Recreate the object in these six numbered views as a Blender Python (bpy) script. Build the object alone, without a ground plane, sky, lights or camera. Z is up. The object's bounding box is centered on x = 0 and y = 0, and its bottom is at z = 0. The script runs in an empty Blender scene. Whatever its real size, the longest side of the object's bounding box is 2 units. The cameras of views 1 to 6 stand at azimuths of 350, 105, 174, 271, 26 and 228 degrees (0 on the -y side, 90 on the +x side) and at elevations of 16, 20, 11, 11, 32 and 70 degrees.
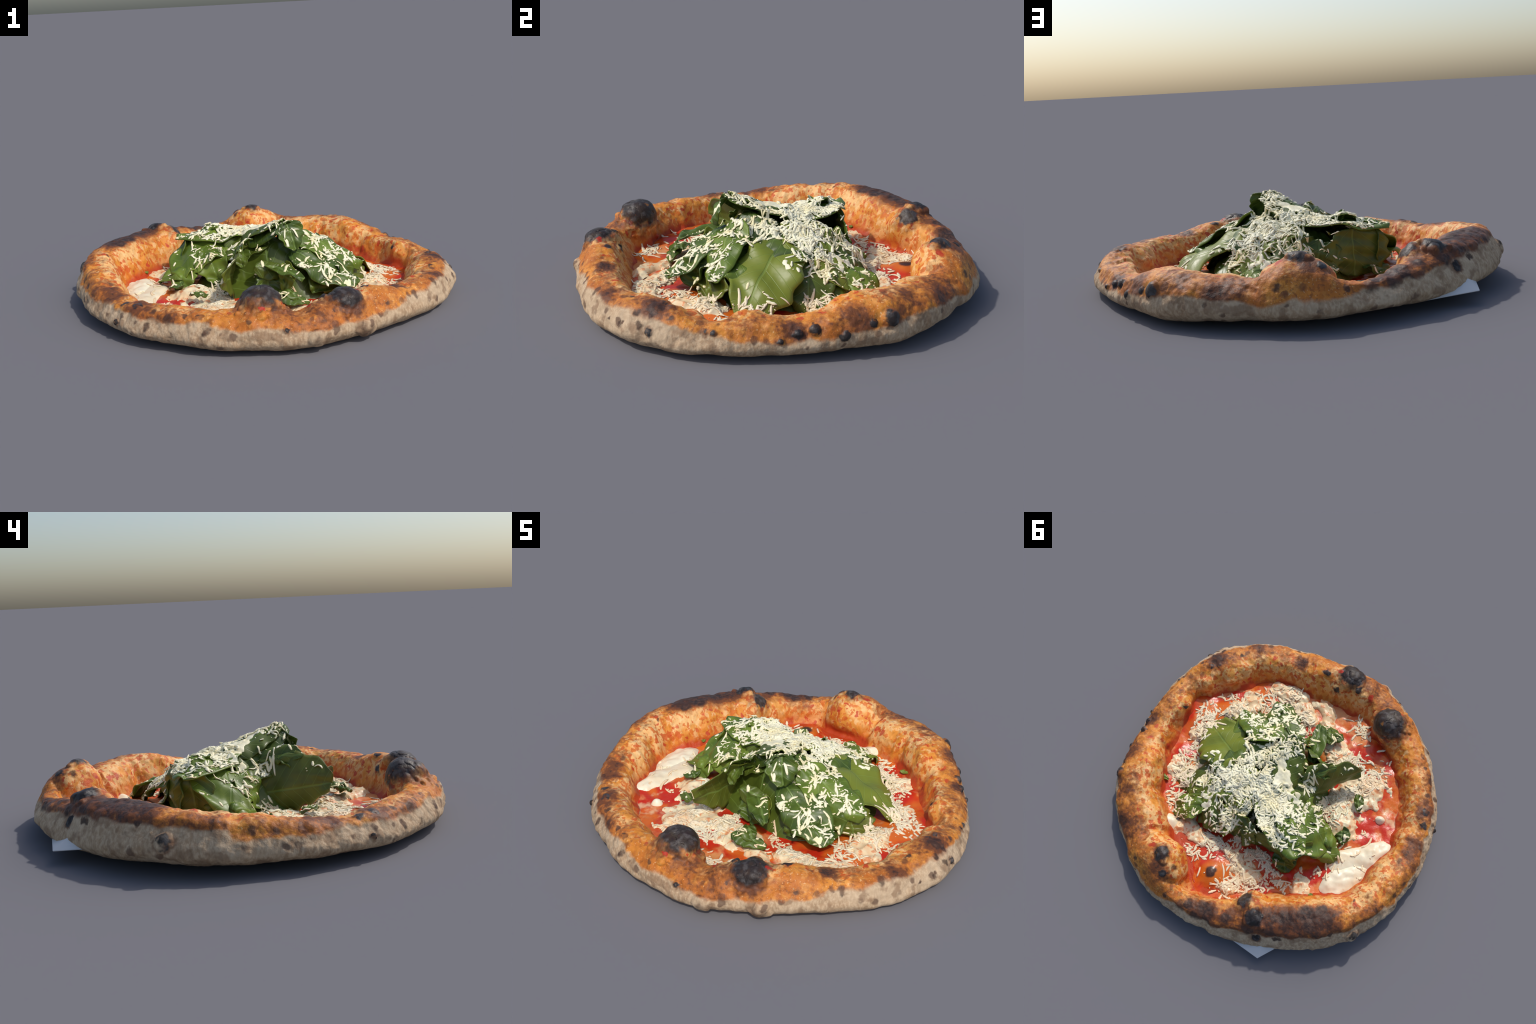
# Wood-fired pizza: puffed crust ring with charred blisters, tomato sauce, melted mozzarella,
# a heap of leafy greens and grated cheese.  Everything is built from profiles, splines and rules.
import bpy, bmesh, math, random
import numpy as np
from mathutils import Vector, Matrix
from mathutils.bvhtree import BVHTree

rng = np.random.default_rng(7)
random.seed(7)
TAU = 2 * math.pi

# ------------------------------------------------------------------ small maths helpers
def _hash(ix, iy, iz, seed):
    h = (ix * 374761393 + iy * 668265263 + iz * 2147483647 + seed * 1274126177) & 0xFFFFFFFF
    h = ((h ^ (h >> 13)) * 1274126177) & 0xFFFFFFFF
    h = ((h ^ (h >> 16)) * 2246822519) & 0xFFFFFFFF
    return ((h ^ (h >> 15)) & 0xFFFFFF) / float(0xFFFFFF) * 2 - 1

def noise3(P, scale, seed=0):
    """smooth value noise in -1..1 for an (n,3) array"""
    Q = np.asarray(P, float) * scale + 100.0
    I = np.floor(Q).astype(np.int64)
    f = Q - I
    f = f * f * f * (f * (f * 6 - 15) + 10)
    out = 0
    for dx in (0, 1):
        wx = f[:, 0] if dx else 1 - f[:, 0]
        for dy in (0, 1):
            wy = f[:, 1] if dy else 1 - f[:, 1]
            for dz in (0, 1):
                wz = f[:, 2] if dz else 1 - f[:, 2]
                out = out + wx * wy * wz * _hash(I[:, 0] + dx, I[:, 1] + dy, I[:, 2] + dz, seed)
    return out

def fbm(P, scale, octaves=3, seed=0):
    s, a = 0, 1.0
    for k in range(octaves):
        s = s + a * noise3(P, scale * 2.03 ** k, seed + 17 * k)
        a *= 0.5
    return s

def sstep(x, a, b):
    t = np.clip((x - a) / (b - a), 0, 1)
    return t * t * (3 - 2 * t)

def ring(vals, th):
    """periodic Catmull-Rom through evenly spaced values, first at -180 degrees"""
    v = np.asarray(vals, float); n = len(v)
    u = ((th + math.pi) / TAU * n) % n
    i = np.floor(u).astype(int); t = u - i
    p0, p1, p2, p3 = v[(i - 1) % n], v[i % n], v[(i + 1) % n], v[(i + 2) % n]
    return p1 + .5 * t * (p2 - p0 + t * (2 * p0 - 5 * p1 + 4 * p2 - p3 + t * (3 * (p1 - p2) + p3 - p0)))

# ------------------------------------------------------------------ crust measurements, every 15 degrees from -180
#            -180  -165  -150  -135  -120  -105  -90   -75   -60   -45   -30   -15    0    15    30    45    60    75    90   105   120   135   150   165
R_OUT   = [ .980, .968, .962, .958, .957, .955, .960, .944, .945, .972,1.010,1.018, .984, .952, .952, .980, .978, .970, .978, .954, .946, .942, .978, .996]
Z_BOT   = [ .038, .038, .032, .022, .018, .012, .008, .008, .004, .002, .002, .006, .010, .008, .017, .015, .025, .034, .036, .042, .036, .030, .040, .048]
Z_RIDGE = [ .228, .195, .172, .172, .182, .188, .178, .200, .190, .175, .170, .172, .160, .158, .178, .203, .208, .203, .195, .178, .198, .230, .245, .241]
R_FOOT  = [ .730, .728, .735, .728, .720, .705, .690, .695, .685, .715, .755, .768, .775, .735, .710, .710, .690, .700, .735, .765, .705, .630, .655, .700]
Z_FLOUR = [ .155, .140, .145, .135, .145, .120, .115, .108, .115, .135, .145, .145, .108, .085, .100, .132, .140, .120, .122, .140, .165, .190, .198, .198]

# folds of the inner lip: angle, half width in degrees, foot shift outwards, ridge shift
FOLDS = [(-89, 8, .045, -.022), (-45, 11, .040, -.012), (-3, 7, .055, -.022), (-19, 7, -.020, .008), (16, 8, .010, -.018), (64, 8, -.030, .0), (100, 9, .02, -.012), (-118, 10, .015, -.008), (30, 8, .015, -.004), (-155, 12, .012, -.006), (170, 10, .012, 0)]
def near(t, deg, half):
    d = (np.asarray(t) - math.radians(deg) + math.pi) % TAU - math.pi
    return np.exp(-(d / math.radians(half)) ** 2)
def r_out(t): return ring(R_OUT, t)
def z_bot(t): return ring(Z_BOT, t)
def z_ridge(t): return ring(Z_RIDGE, t) + sum(.65 * f[3] * near(t, f[0], f[1]) for f in FOLDS)
def r_foot(t): return ring(R_FOOT, t) + sum(.62 * f[2] * near(t, f[0], f[1]) for f in FOLDS)
def r_ridge(t): return r_out(t) - 0.46 * (r_out(t) - ring(R_FOOT, t))
SAUCE_Z = 0.046

# puffed bubbles: centre, push direction, height, radius
BUBBLES = [
    ((.085, .800, .20), (-.05, -.25, 1), .085, .20),     # the big dome
    ((.040, .700, .15), (0, -1, .6), .055, .18),
    ((-.140, -.755, .17), (0, .30, 1), .070, .15),
    ((.25, -.78, .19), (0, .2, 1), .016, .14),
    ((-.526, .634, .24), (0, 0, 1), .012, .12),
    ((-.43, .58, .18), (.25, -.3, 1), .050, .11),
    ((.77, .10, .11), (-.5, -.1, 1), .040, .11),
    ((.81, -.07, .11), (-.7, .1, 1), .030, .09),
    ((.40, -.74, .19), (0, .2, 1), .016, .11),
    ((.60, .48, .19), (-.6, -.5, .6), .022, .16),
    ((.30, .66, .12), (-.4, -.8, .8), .012, .10),
    ((-.385, .525, .10), (.3, -.4, 1), .055, .10),
    ((.72, -.25, .10), (-.9, .3, .6), .030, .09),
    ((.31, -.885, .05), (.2, -1, 0), .012, .10),
    ((.07, -.955, .05), (0, -1, 0), .014, .08),
]
SURFACES = {}   # named world-space vertex/face data for ray casts

def link(obj, parent=None):
    bpy.context.scene.collection.objects.link(obj)
    if parent is not None:
        obj.parent = parent
    return obj

def mesh_from(name, V, F, mat=None, smooth=True):
    me = bpy.data.meshes.new(name)
    me.from_pydata([tuple(map(float, v)) for v in V], [], [tuple(map(int, f)) for f in F])
    me.update()
    if smooth:
        me.polygons.foreach_set("use_smooth", [True] * len(me.polygons))
    if mat:
        me.materials.append(mat)
    return me

def grid_faces(n, m, wrap_u=False, wrap_v=False):
    F = []
    for i in range(n if wrap_u else n - 1):
        a = i * m; b = ((i + 1) % n) * m
        for j in range(m if wrap_v else m - 1):
            k = (j + 1) % m
            F.append((a + j, b + j, b + k, a + k))
    return F

# ------------------------------------------------------------------ node shorthand
class Nodes:
    def __init__(self, name):
        self.mat = bpy.data.materials.new(name); self.mat.use_nodes = True
        self.t = self.mat.node_tree; self.t.nodes.clear()
        self.out = self.t.nodes.new("ShaderNodeOutputMaterial")
        self.P = self.new("ShaderNodeTexCoord").outputs["Object"]
    def new(self, kind, **kw):
        n = self.t.nodes.new(kind)
        for k, v in kw.items(): setattr(n, k, v)
        return n
    def put(self, sock, val):
        if isinstance(val, bpy.types.NodeSocket): self.t.links.new(val, sock)
        elif isinstance(val, (tuple, list)) and sock.type == 'RGBA': sock.default_value = (*val, 1) if len(val) == 3 else val
        else: sock.default_value = val
    def m(self, op, a, b=0.0, c=0.0, clamp=False):
        n = self.new("ShaderNodeMath", operation=op, use_clamp=clamp)
        for s, v in zip(n.inputs, (a, b, c)): self.put(s, v)
        return n.outputs[0]
    def ramp(self, v, a, b, lo=0.0, hi=1.0):
        n = self.new("ShaderNodeMapRange", interpolation_type='SMOOTHSTEP')
        self.put(n.inputs[0], v); self.put(n.inputs[1], a); self.put(n.inputs[2], b); self.put(n.inputs[3], lo); self.put(n.inputs[4], hi)
        return n.outputs[0]
    def noise(self, scale, detail=2.0, vec=None, rough=.5, colour=False, dist=0.0):
        n = self.new("ShaderNodeTexNoise")
        self.put(n.inputs["Vector"], vec if vec is not None else self.P)
        n.inputs["Scale"].default_value = scale; n.inputs["Detail"].default_value = detail
        n.inputs["Roughness"].default_value = rough; n.inputs["Distortion"].default_value = dist
        return n.outputs["Color" if colour else "Fac"]
    def voro(self, scale, vec=None, out="Distance"):
        n = self.new("ShaderNodeTexVoronoi")
        self.put(n.inputs["Vector"], vec if vec is not None else self.P)
        n.inputs["Scale"].default_value = scale
        return n.outputs[out]
    def shift(self, off, vec=None, scale=(1, 1, 1)):
        n = self.new("ShaderNodeMapping")
        self.put(n.inputs[0], vec if vec is not None else self.P)
        n.inputs["Location"].default_value = off; n.inputs["Scale"].default_value = scale
        return n.outputs[0]
    def mix(self, f, a, b):
        n = self.new("ShaderNodeMix", data_type='RGBA')
        self.put(n.inputs["Factor"], f); self.put(n.inputs[6], a); self.put(n.inputs[7], b)
        return n.outputs[2]
    def curve(self, v, pts):
        n = self.new("ShaderNodeFloatCurve")
        c = n.mapping.curves[0]
        while len(c.points) < len(pts): c.points.new(.5, .5)
        for p, (x, y) in zip(c.points, pts): p.location = (x, y)
        n.mapping.update()
        self.put(n.inputs["Value"], v)
        return n.outputs[0]
    def dist(self, vec, c):
        n = self.new("ShaderNodeVectorMath", operation='DISTANCE')
        self.put(n.inputs[0], vec); n.inputs[1].default_value = c
        return n.outputs["Value"]
    def warp(self, amount, scale):
        c = self.noise(scale, 2, colour=True)
        a = self.new("ShaderNodeVectorMath", operation='SUBTRACT'); self.put(a.inputs[0], c); a.inputs[1].default_value = (.5, .5, .5)
        b = self.new("ShaderNodeVectorMath", operation='MULTIPLY_ADD'); self.put(b.inputs[0], a.outputs[0]); b.inputs[1].default_value = (amount,) * 3; self.put(b.inputs[2], self.P)
        return b.outputs[0]
    def finish(self, colour, rough=.6, bump=None, bump_d=.003, bump_s=.6, spec=.4, sss=0.0, transl=0.0, coat=0.0):
        b = self.new("ShaderNodeBsdfPrincipled")
        self.put(b.inputs["Base Color"], colour); self.put(b.inputs["Roughness"], rough)
        self.put(b.inputs["Specular IOR Level"], spec)
        b.inputs["Coat Weight"].default_value = coat; b.inputs["Coat Roughness"].default_value = .2
        if sss:
            b.inputs["Subsurface Weight"].default_value = sss
            b.inputs["Subsurface Radius"].default_value = (.02, .015, .01)
            b.inputs["Subsurface Scale"].default_value = .4
        if bump is not None:
            n = self.new("ShaderNodeBump"); n.inputs["Strength"].default_value = bump_s; n.inputs["Distance"].default_value = bump_d
            self.put(n.inputs["Height"], bump); self.put(b.inputs["Normal"], n.outputs[0])
        sh = b.outputs[0]
        if transl:
            tr = self.new("ShaderNodeBsdfTranslucent"); self.put(tr.inputs["Color"], colour)
            mx = self.new("ShaderNodeMixShader"); mx.inputs[0].default_value = transl
            self.put(mx.inputs[1], sh); self.put(mx.inputs[2], tr.outputs[0]); sh = mx.outputs[0]
        self.t.links.new(sh, self.out.inputs["Surface"])
        return self.mat

# ------------------------------------------------------------------ materials
def crust_material(burnt, spots, browned, sauce_marks):
    N = Nodes("baked_dough")
    s = N.new("ShaderNodeSeparateXYZ"); N.put(s.inputs[0], N.P)
    x, y, z = s.outputs
    th = N.m('ADD', N.m('DIVIDE', N.m('ARCTAN2', y, x), TAU), .5)
    r = N.m('SQRT', N.m('ADD', N.m('MULTIPLY', x, x), N.m('MULTIPLY', y, y)))
    ang = np.linspace(-math.pi, math.pi, 25)
    zf = N.m('MULTIPLY', N.curve(th, [((a + math.pi) / TAU, float(v)) for a, v in zip(ang, ring(Z_FLOUR, ang) * 4)]), .25)
    rr = N.curve(th, [((a + math.pi) / TAU, float(v)) for a, v in zip(ang, r_ridge(ang))])
    rf = N.curve(th, [((a + math.pi) / TAU, float(v)) for a, v in zip(ang, r_foot(ang))])
    toast_t = N.curve(th, [(i / 24, v) for i, v in enumerate(TOAST + TOAST[:1])])
    big, mid, fine = N.noise(4, 3), N.noise(17, 3), N.noise(62, 3)
    W = N.warp(.045, 30)
    inner = N.m('SUBTRACT', rr, r)                       # > 0 on the inner wall
    # ground colours: golden dough mottled with pale and rusty flecks
    streak = N.shift((0, 0, 0), N.warp(.05, 9), (1, 1, .7))
    # top and inner side: pale dough dappled with crisp orange-red flecks
    top = N.mix(N.ramp(big, .38, .62), (.69, .25, .030), (.75, .33, .070))
    top = N.mix(N.ramp(N.noise(8, 3, N.shift((3, 1, 2))), .44, .60, 0, .85), top, (.84, .50, .20))
    top = N.mix(N.ramp(N.noise(30, 3, N.shift((2, 7, 1), streak)), .52, .62, 0, .55), top, (.86, .58, .28))
    top = N.mix(N.ramp(N.noise(40, 2.5, N.shift((1, 5, 2), streak), .55), .535, .575, 0, .82), top, (.62, .135, .015))
    top = N.mix(N.ramp(N.noise(24, 2, N.shift((8, 5, 2), streak)), .60, .645, 0, .85), top, (.56, .085, .012))
    # outside: smoother golden brown with a fine grain and tiny flour sparks
    out = N.mix(N.ramp(N.noise(6, 3, N.shift((5, 2, 8))), .38, .62), (.67, .25, .032), (.51, .155, .021))
    out = N.mix(N.ramp(N.noise(34, 4, N.shift((6, 1, 3)), .6), .46, .64, 0, .5), out, (.40, .110, .018))
    out = N.mix(N.ramp(N.noise(22, 3, N.shift((9, 9, 3))), .54, .66, 0, .5), out, (.72, .33, .075))
    out = N.mix(N.ramp(N.noise(115, 2, N.shift((7, 2, 2))), .63, .70, 0, .6), out, (.82, .55, .28))
    side = N.m('ADD', inner, N.m('MULTIPLY', N.m('SUBTRACT', N.noise(7, 3, N.shift((2, 2, 7))), .5), .22))
    col = N.mix(N.ramp(side, .02, -.055), top, out)
    # oil and sauce stains climbing the inner wall, red dots on top
    wall = N.m('ADD', N.m('SUBTRACT', r, rf), N.m('MULTIPLY', N.m('SUBTRACT', mid, .5), .10))
    wall = N.m('ADD', wall, N.m('MULTIPLY', N.m('SUBTRACT', big, .5), .10))
    low = N.ramp(N.m('ADD', z, N.m('MULTIPLY', N.m('SUBTRACT', mid, .5), .05)), .16, .085)
    col = N.mix(N.m('MULTIPLY', N.ramp(wall, .09, .02, 0, .62), low), col, (.58, .155, .014))
    col = N.mix(N.m('MULTIPLY', N.ramp(wall, .028, -.005, 0, .92), N.ramp(z, .11, .07)), col, (.46, .04, .008))
    vor = N.new("ShaderNodeTexVoronoi"); N.put(vor.inputs["Vector"], N.warp(.06, 30)); vor.inputs["Scale"].default_value = 24
    vc = N.new("ShaderNodeSeparateColor"); N.put(vc.inputs[0], vor.outputs["Color"])
    dots = N.m('MULTIPLY', N.ramp(vor.outputs["Distance"], .40, .28), N.ramp(vc.outputs[0], .74, .78))
    dots = N.m('MULTIPLY', dots, N.ramp(inner, -.05, .0))
    col = N.mix(N.m('MULTIPLY', dots, .85), col, (.50, .04, .012))
    # toasting: brown, most along the shoulder outside the ridge
    t = N.m('ADD', N.m('MULTIPLY', toast_t, .62), N.m('MULTIPLY', N.m('SUBTRACT', big, .5), .85))
    t = N.m('ADD', t, N.m('MULTIPLY', N.m('SUBTRACT', mid, .5), .75))
    t = N.m('ADD', t, N.m('MULTIPLY', N.m('SUBTRACT', fine, .5), .55))
    for c, rad, k in browned:
        t = N.m('ADD', t, N.ramp(N.dist(W, c), rad * 1.5, rad * .3, 0, k))
    t = N.m('MULTIPLY', t, N.ramp(inner, .11, -.01, .35, 1))
    col = N.mix(N.ramp(t, .22, .44, 0, .80), col, (.34, .105, .022))
    col = N.mix(N.ramp(t, .40, .58, 0, .90), col, (.135, .045, .018))
    col = N.mix(N.ramp(t, .62, .80, 0, .88), col, (.045, .023, .017))
    # fine brown flecks everywhere outside
    fleck = N.m('MULTIPLY', N.ramp(N.noise(58, 4, N.shift((11, 3, 6), streak), .65), .54, .62), N.ramp(N.noise(6, 2, N.shift((1, 9, 9))), .34, .58))
    col = N.mix(N.m('MULTIPLY', fleck, N.ramp(inner, .10, -.02, .20, .50)), col, (.17, .05, .016))
    # leopard spots
    v2 = N.new("ShaderNodeTexVoronoi"); N.put(v2.inputs["Vector"], N.warp(.035, 26)); v2.inputs["Scale"].default_value = 17
    v2c = N.new("ShaderNodeSeparateColor"); N.put(v2c.inputs[0], v2.outputs["Color"])
    size = N.m('MULTIPLY_ADD', v2c.outputs[1], .26, .08)
    spot = N.m('MULTIPLY', N.ramp(N.m('SUBTRACT', v2.outputs["Distance"], size), .10, -.06), N.ramp(v2c.outputs[0], .55, .66))
    spot_out = N.m('MULTIPLY', spot, N.ramp(inner, .06, -.02))
    col = N.mix(N.m('MULTIPLY', spot_out, .70), col, (.12, .042, .02))
    # floury pale side and underside
    edge = N.m('SUBTRACT', zf, N.m('ADD', z, N.m('MULTIPLY', N.m('SUBTRACT', N.noise(9, 4), .5), -.07)))
    flour = N.m('MAXIMUM', N.m('MULTIPLY', N.ramp(edge, -.010, .008), N.ramp(inner, -.01, -.04)), N.ramp(N.m('MULTIPLY_ADD', x, .020, z), .036, .030))
    vert = N.shift((0, 0, 0), None, (1, 1, .45))
    fl = N.mix(N.ramp(N.noise(85, 4, vert, .6), .38, .66), (.40, .265, .155), (.55, .400, .255))
    fl = N.mix(N.ramp(N.noise(7, 2, N.shift((9, 3, 0))), .42, .66, 0, .5), fl, (.61, .465, .31))
    fl = N.mix(N.ramp(N.noise(15, 3, N.shift((4, 8, 1))), .52, .64, 0, .62), fl, (.23, .135, .075))
    fl = N.mix(N.m('MULTIPLY', spot, .78), fl, (.125, .070, .045))
    col = N.mix(flour, col, fl)
    # places burnt to charcoal: brown halo, then ragged black
    dark = 0.0
    for c, rad, k in spots:
        dark = N.m('MAXIMUM', dark, N.ramp(N.dist(W, c), rad * 1.35, rad * .6, 0, k))
    col = N.mix(dark, col, N.mix(N.ramp(fine, .4, .65), (.035, .020, .016), (.10, .048, .030)))
    halo, char = 0.0, 0.0
    for c, rad, k in burnt:
        d = N.dist(W, c)
        halo = N.m('MAXIMUM', halo, N.ramp(d, rad * 1.8, rad * .9, 0, min(k, 1)))
        char = N.m('MAXIMUM', char, N.ramp(d, rad * 1.10, rad * .78, 0, k))
    col = N.mix(N.m('MULTIPLY', N.m('MULTIPLY', halo, N.ramp(mid, .3, .6)), .75), col, (.13, .045, .02))
    black = N.mix(N.ramp(N.noise(34, 4), .46, .70), (.016, .0155, .016), (.075, .072, .071))
    ember = N.m('MULTIPLY', N.ramp(N.noise(21, 3, N.shift((5, 5, 5))), .64, .70), .8)
    col = N.mix(N.m('MULTIPLY', char, N.m('SUBTRACT', 1, N.m('MULTIPLY', ember, .6))), col, black)
    red = 0.0
    for c, rad in sauce_marks:
        red = N.m('MAXIMUM', red, N.ramp(N.dist(W, c), rad, rad * .7))
    col = N.mix(N.m('MULTIPLY', red, .9), col, (.43, .03, .012))
    h = N.m('ADD', N.m('MULTIPLY', fine, .6), N.noise(150, 2))
    rough = N.m('ADD', N.m('SUBTRACT', .56, N.m('MULTIPLY', char, .10)), N.m('MULTIPLY', flour, .3))
    return N.finish(col, rough, h, .004, .35, .32)

def sauce_material():
    N = Nodes("tomato_sauce")
    a = N.noise(5, 3, dist=.4); b = N.noise(24, 3)
    col = N.mix(N.ramp(a, .42, .62), (.56, .028, .010), (.68, .15, .018))
    col = N.mix(N.ramp(b, .55, .75, 0, .6), col, (.38, .012, .006))
    col = N.mix(N.ramp(N.noise(8, 4, N.shift((4, 4, 0)), .6), .54, .68, 0, .6), col, (.78, .42, .16))
    col = N.mix(N.ramp(N.noise(6, 4, N.shift((9, 2, 0)), .6), .61, .72, 0, .7), col, (.80, .60, .36))
    s = N.new("ShaderNodeSeparateXYZ"); N.put(s.inputs[0], N.P)
    W = N.warp(.04, 16)
    for c, rad in SAUCE_CHAR:
        d = N.dist(W, c)
        col = N.mix(N.ramp(d, rad * 3.0, rad * 1.3, 0, .8), col, (.62, .16, .012))
        col = N.mix(N.ramp(d, rad * 1.2, rad * .8, 0, .96), col, (.035, .018, .014))
    return N.finish(col, .28, N.m('ADD', b, N.noise(70, 2)), .004, .3, .35, coat=.0)

def mozzarella_material(name, pale, warm, stain, spill):
    N = Nodes(name)
    a = N.noise(10, 3); b = N.noise(26, 3)
    col = N.mix(N.ramp(a, .42, .62), pale, warm)
    col = N.mix(N.ramp(N.noise(34, 4, None, .6), spill, spill + .10, 0, .75), col, stain)
    return N.finish(col, .36, b, .004, .4, .45, sss=.15)

def cheese_material(name, pale, warm, shade):
    N = Nodes(name)
    a = N.noise(7, 2); b = N.noise(60, 3)
    col = N.mix(N.ramp(a, .42, .62), pale, warm)
    col = N.mix(N.ramp(b, .55, .75, 0, .35), col, shade)
    return N.finish(col, .5, b, .002, .3, .3, sss=.1)

def leaf_material(name, light, dark, olive):
    """object coordinates: y runs along the leaf, x across, z off the blade"""
    N = Nodes(name)
    s = N.new("ShaderNodeSeparateXYZ"); N.put(s.inputs[0], N.P)
    x, y, z = s.outputs
    ax = N.m('ABSOLUTE', x)
    info = N.new("ShaderNodeObjectInfo").outputs["Random"]
    a = N.noise(9, 3); b = N.noise(45, 3)
    col = N.mix(N.ramp(a, .35, .68), dark, light)
    col = N.mix(N.ramp(info, .50, .90, 0, .75), col, olive)
    col = N.mix(N.ramp(b, .5, .75, 0, .3), col, light)
    rib = N.ramp(ax, .007, .002)
    side = N.m('PINGPONG', N.m('SUBTRACT', N.m('MULTIPLY', y, 1.0), N.m('MULTIPLY', ax, .75)), .024)
    vein = N.m('MULTIPLY', N.ramp(side, .0030, .0008), .55)
    v = N.m('MAXIMUM', N.m('MULTIPLY', rib, .8), vein)
    col = N.mix(N.m('MULTIPLY', v, .55), col, (.22, .33, .075))
    h = N.m('SUBTRACT', N.m('MULTIPLY', b, .25), N.m('MULTIPLY', v, .8))
    return N.finish(col, .40, h, .004, .5, .45, transl=.12)

def paper_material():
    N = Nodes("white_paper")
    col = N.mix(N.ramp(N.noise(8, 3), .6, .72, 0, .5), (.66, .65, .64), (.42, .38, .33))
    return N.finish(col, .8, N.noise(60, 3), .002, .2, .2)

# ------------------------------------------------------------------ crust
def build_crust(parent, mat):
    nT, nP = 1300, 190
    th = np.linspace(-math.pi, math.pi, nT, endpoint=False)
    ro, zb, zr, rf, rg = r_out(th), z_bot(th), z_ridge(th), r_foot(th), r_ridge(th)
    c3 = np.stack([np.cos(th), np.sin(th), 0 * th], 1)
    ro = ro + .006 * fbm(c3, 9, 3, 3); rf = rf + .018 * fbm(c3, 7, 2, 5)
    zr = zr + .007 * fbm(c3, 8, 3, 9); zb = np.maximum(zb + .004 * fbm(c3, 8, 2, 21), 0)
    H = zr - zb
    zs = SAUCE_Z - .022 - .013 * np.cos(th)
    w = ro - rf
    lean = .020 * near(th, 150, 38)
    # closed cross-section: (radius, height) knots, underside -> outside -> ridge -> inner wall -> back under the sauce
    K = [(rf - .04, zb + .004), (ro - .22, zb + .001), (ro - .10, zb), (ro - .042, zb + .07 * H), (ro - .006, zb + .23 * H), (ro - .5 * lean, zb + .43 * H),
         (ro - .026 - lean, zb + .72 * H), (ro - .22 * w - .005, zb + .93 * H), (rg, zr), (rf + .30 * w, zb + .93 * H),
         (rf + .13 * w, zs + .55 * (zr - zs)), (rf + .02 * w, zs + .20 * (zr - zs)), (rf - .04, zs - .012)]
    KR = np.stack([k[0] for k in K], 1); KZ = np.stack([k[1] for k in K], 1)
    n = KR.shape[1]
    u = np.linspace(0, n, nP, endpoint=False); i = np.floor(u).astype(int); t = u - i
    def cr(A):
        p0, p1, p2, p3 = A[:, (i - 1) % n], A[:, i % n], A[:, (i + 1) % n], A[:, (i + 2) % n]
        return p1 + .5 * t * (p2 - p0 + t * (2 * p0 - 5 * p1 + 4 * p2 - p3 + t * (3 * (p1 - p2) + p3 - p0)))
    R, Z = cr(KR), cr(KZ)
    Z = np.maximum(Z, zb[:, None])
    V = np.stack([R * np.cos(th)[:, None], R * np.sin(th)[:, None], Z], 2)
    def normals(V):
        du = np.roll(V, -1, 0) - np.roll(V, 1, 0); dv = np.roll(V, -1, 1) - np.roll(V, 1, 1)
        nn = np.cross(du, dv); return nn / (np.linalg.norm(nn, axis=2, keepdims=True) + 1e-9)
    Nn = normals(V)
    if (Nn[:, int(nP * 8 / n), 2] < 0).mean() > .5: Nn = -Nn
    flat = V.reshape(-1, 3)
    up = sstep(Z, .03, .09).reshape(-1)
    amp = (.010 * fbm(flat, 5.5, 2, 31) + .005 * fbm(flat, 14, 2, 41) + .0028 * fbm(flat, 42, 2, 51)) * (.25 + .75 * up)
    V = V + Nn * amp.reshape(nT, nP, 1)
    for c, d, h, rad in BUBBLES:
        d = np.array(d, float); d /= np.linalg.norm(d)
        q = V - np.array(c); dd = np.linalg.norm(q * np.array([1, 1, .7]), axis=2)
        f = np.clip(1 - (dd / rad) ** 2, 0, 1) ** 1.5
        f = f * sstep(V[..., 2], .05, .10)
        V = V + d * (h * f)[..., None]
    Nn = normals(V)
    if (Nn[:, int(nP * 8 / n), 2] < 0).mean() > .5: Nn = -Nn
    lump = (1 + .30 * fbm(V.reshape(-1, 3), 22, 2, 77)).reshape(nT, nP)
    for c, rad, h in BLISTERS:
        dd = np.linalg.norm(V - np.array(c), axis=2) * lump
        f = np.clip(1 - (dd / (rad * 1.15)) ** 2, 0, 1) ** .75
        V = V + Nn * (h * f)[..., None]
    q = np.linalg.norm((V - np.array((.085, .76, .24))) * np.array([1, 1.15, .55]), axis=2)
    V = V - Nn * (.022 * np.exp(-((q - .185) / .022) ** 2) * sstep(V[..., 2], .07, .12) * sstep(r_ridge(th)[:, None] + .03 - np.hypot(V[..., 0], V[..., 1]), -.02, .05))[..., None]
    V[..., 2] = np.maximum(V[..., 2], 0)
    F = np.array(grid_faces(nT, nP, True, True))
    V = V.reshape(-1, 3)
    me = mesh_from("crust", V, F, mat)
    bm = bmesh.new(); bm.from_mesh(me); bmesh.ops.recalc_face_normals(bm, faces=bm.faces); bm.to_mesh(me); bm.free()
    F = np.empty(len(me.polygons) * 4, int); me.polygons.foreach_get("vertices", F); F = F.reshape(-1, 4)
    VN = np.empty(len(V) * 3); me.vertices.foreach_get("normal", VN); VN = VN.reshape(-1, 3)
    SURFACES["crust"] = (V, F.tolist())
    # the larger blisters become parts of their own, cut from the same skin so that no seam shows
    centre = V[F].mean(1); owner = np.zeros(len(F), int)
    for k, (c, rad, h) in enumerate(BLISTERS, 1):
        if rad >= .018:
            owner[(np.linalg.norm(centre - np.array(c), axis=1) < rad * 1.05) & (owner == 0)] = k
    bpy.data.meshes.remove(me)
    def piece(name, faces, under):
        used, inv = np.unique(faces, return_inverse=True)
        me = mesh_from(name, V[used], inv.reshape(-1, 4), mat)
        me.normals_split_custom_set_from_vertices(VN[used].tolist())
        return link(bpy.data.objects.new(name, me), under)
    crust = piece("crust", F[owner == 0], parent)
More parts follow.
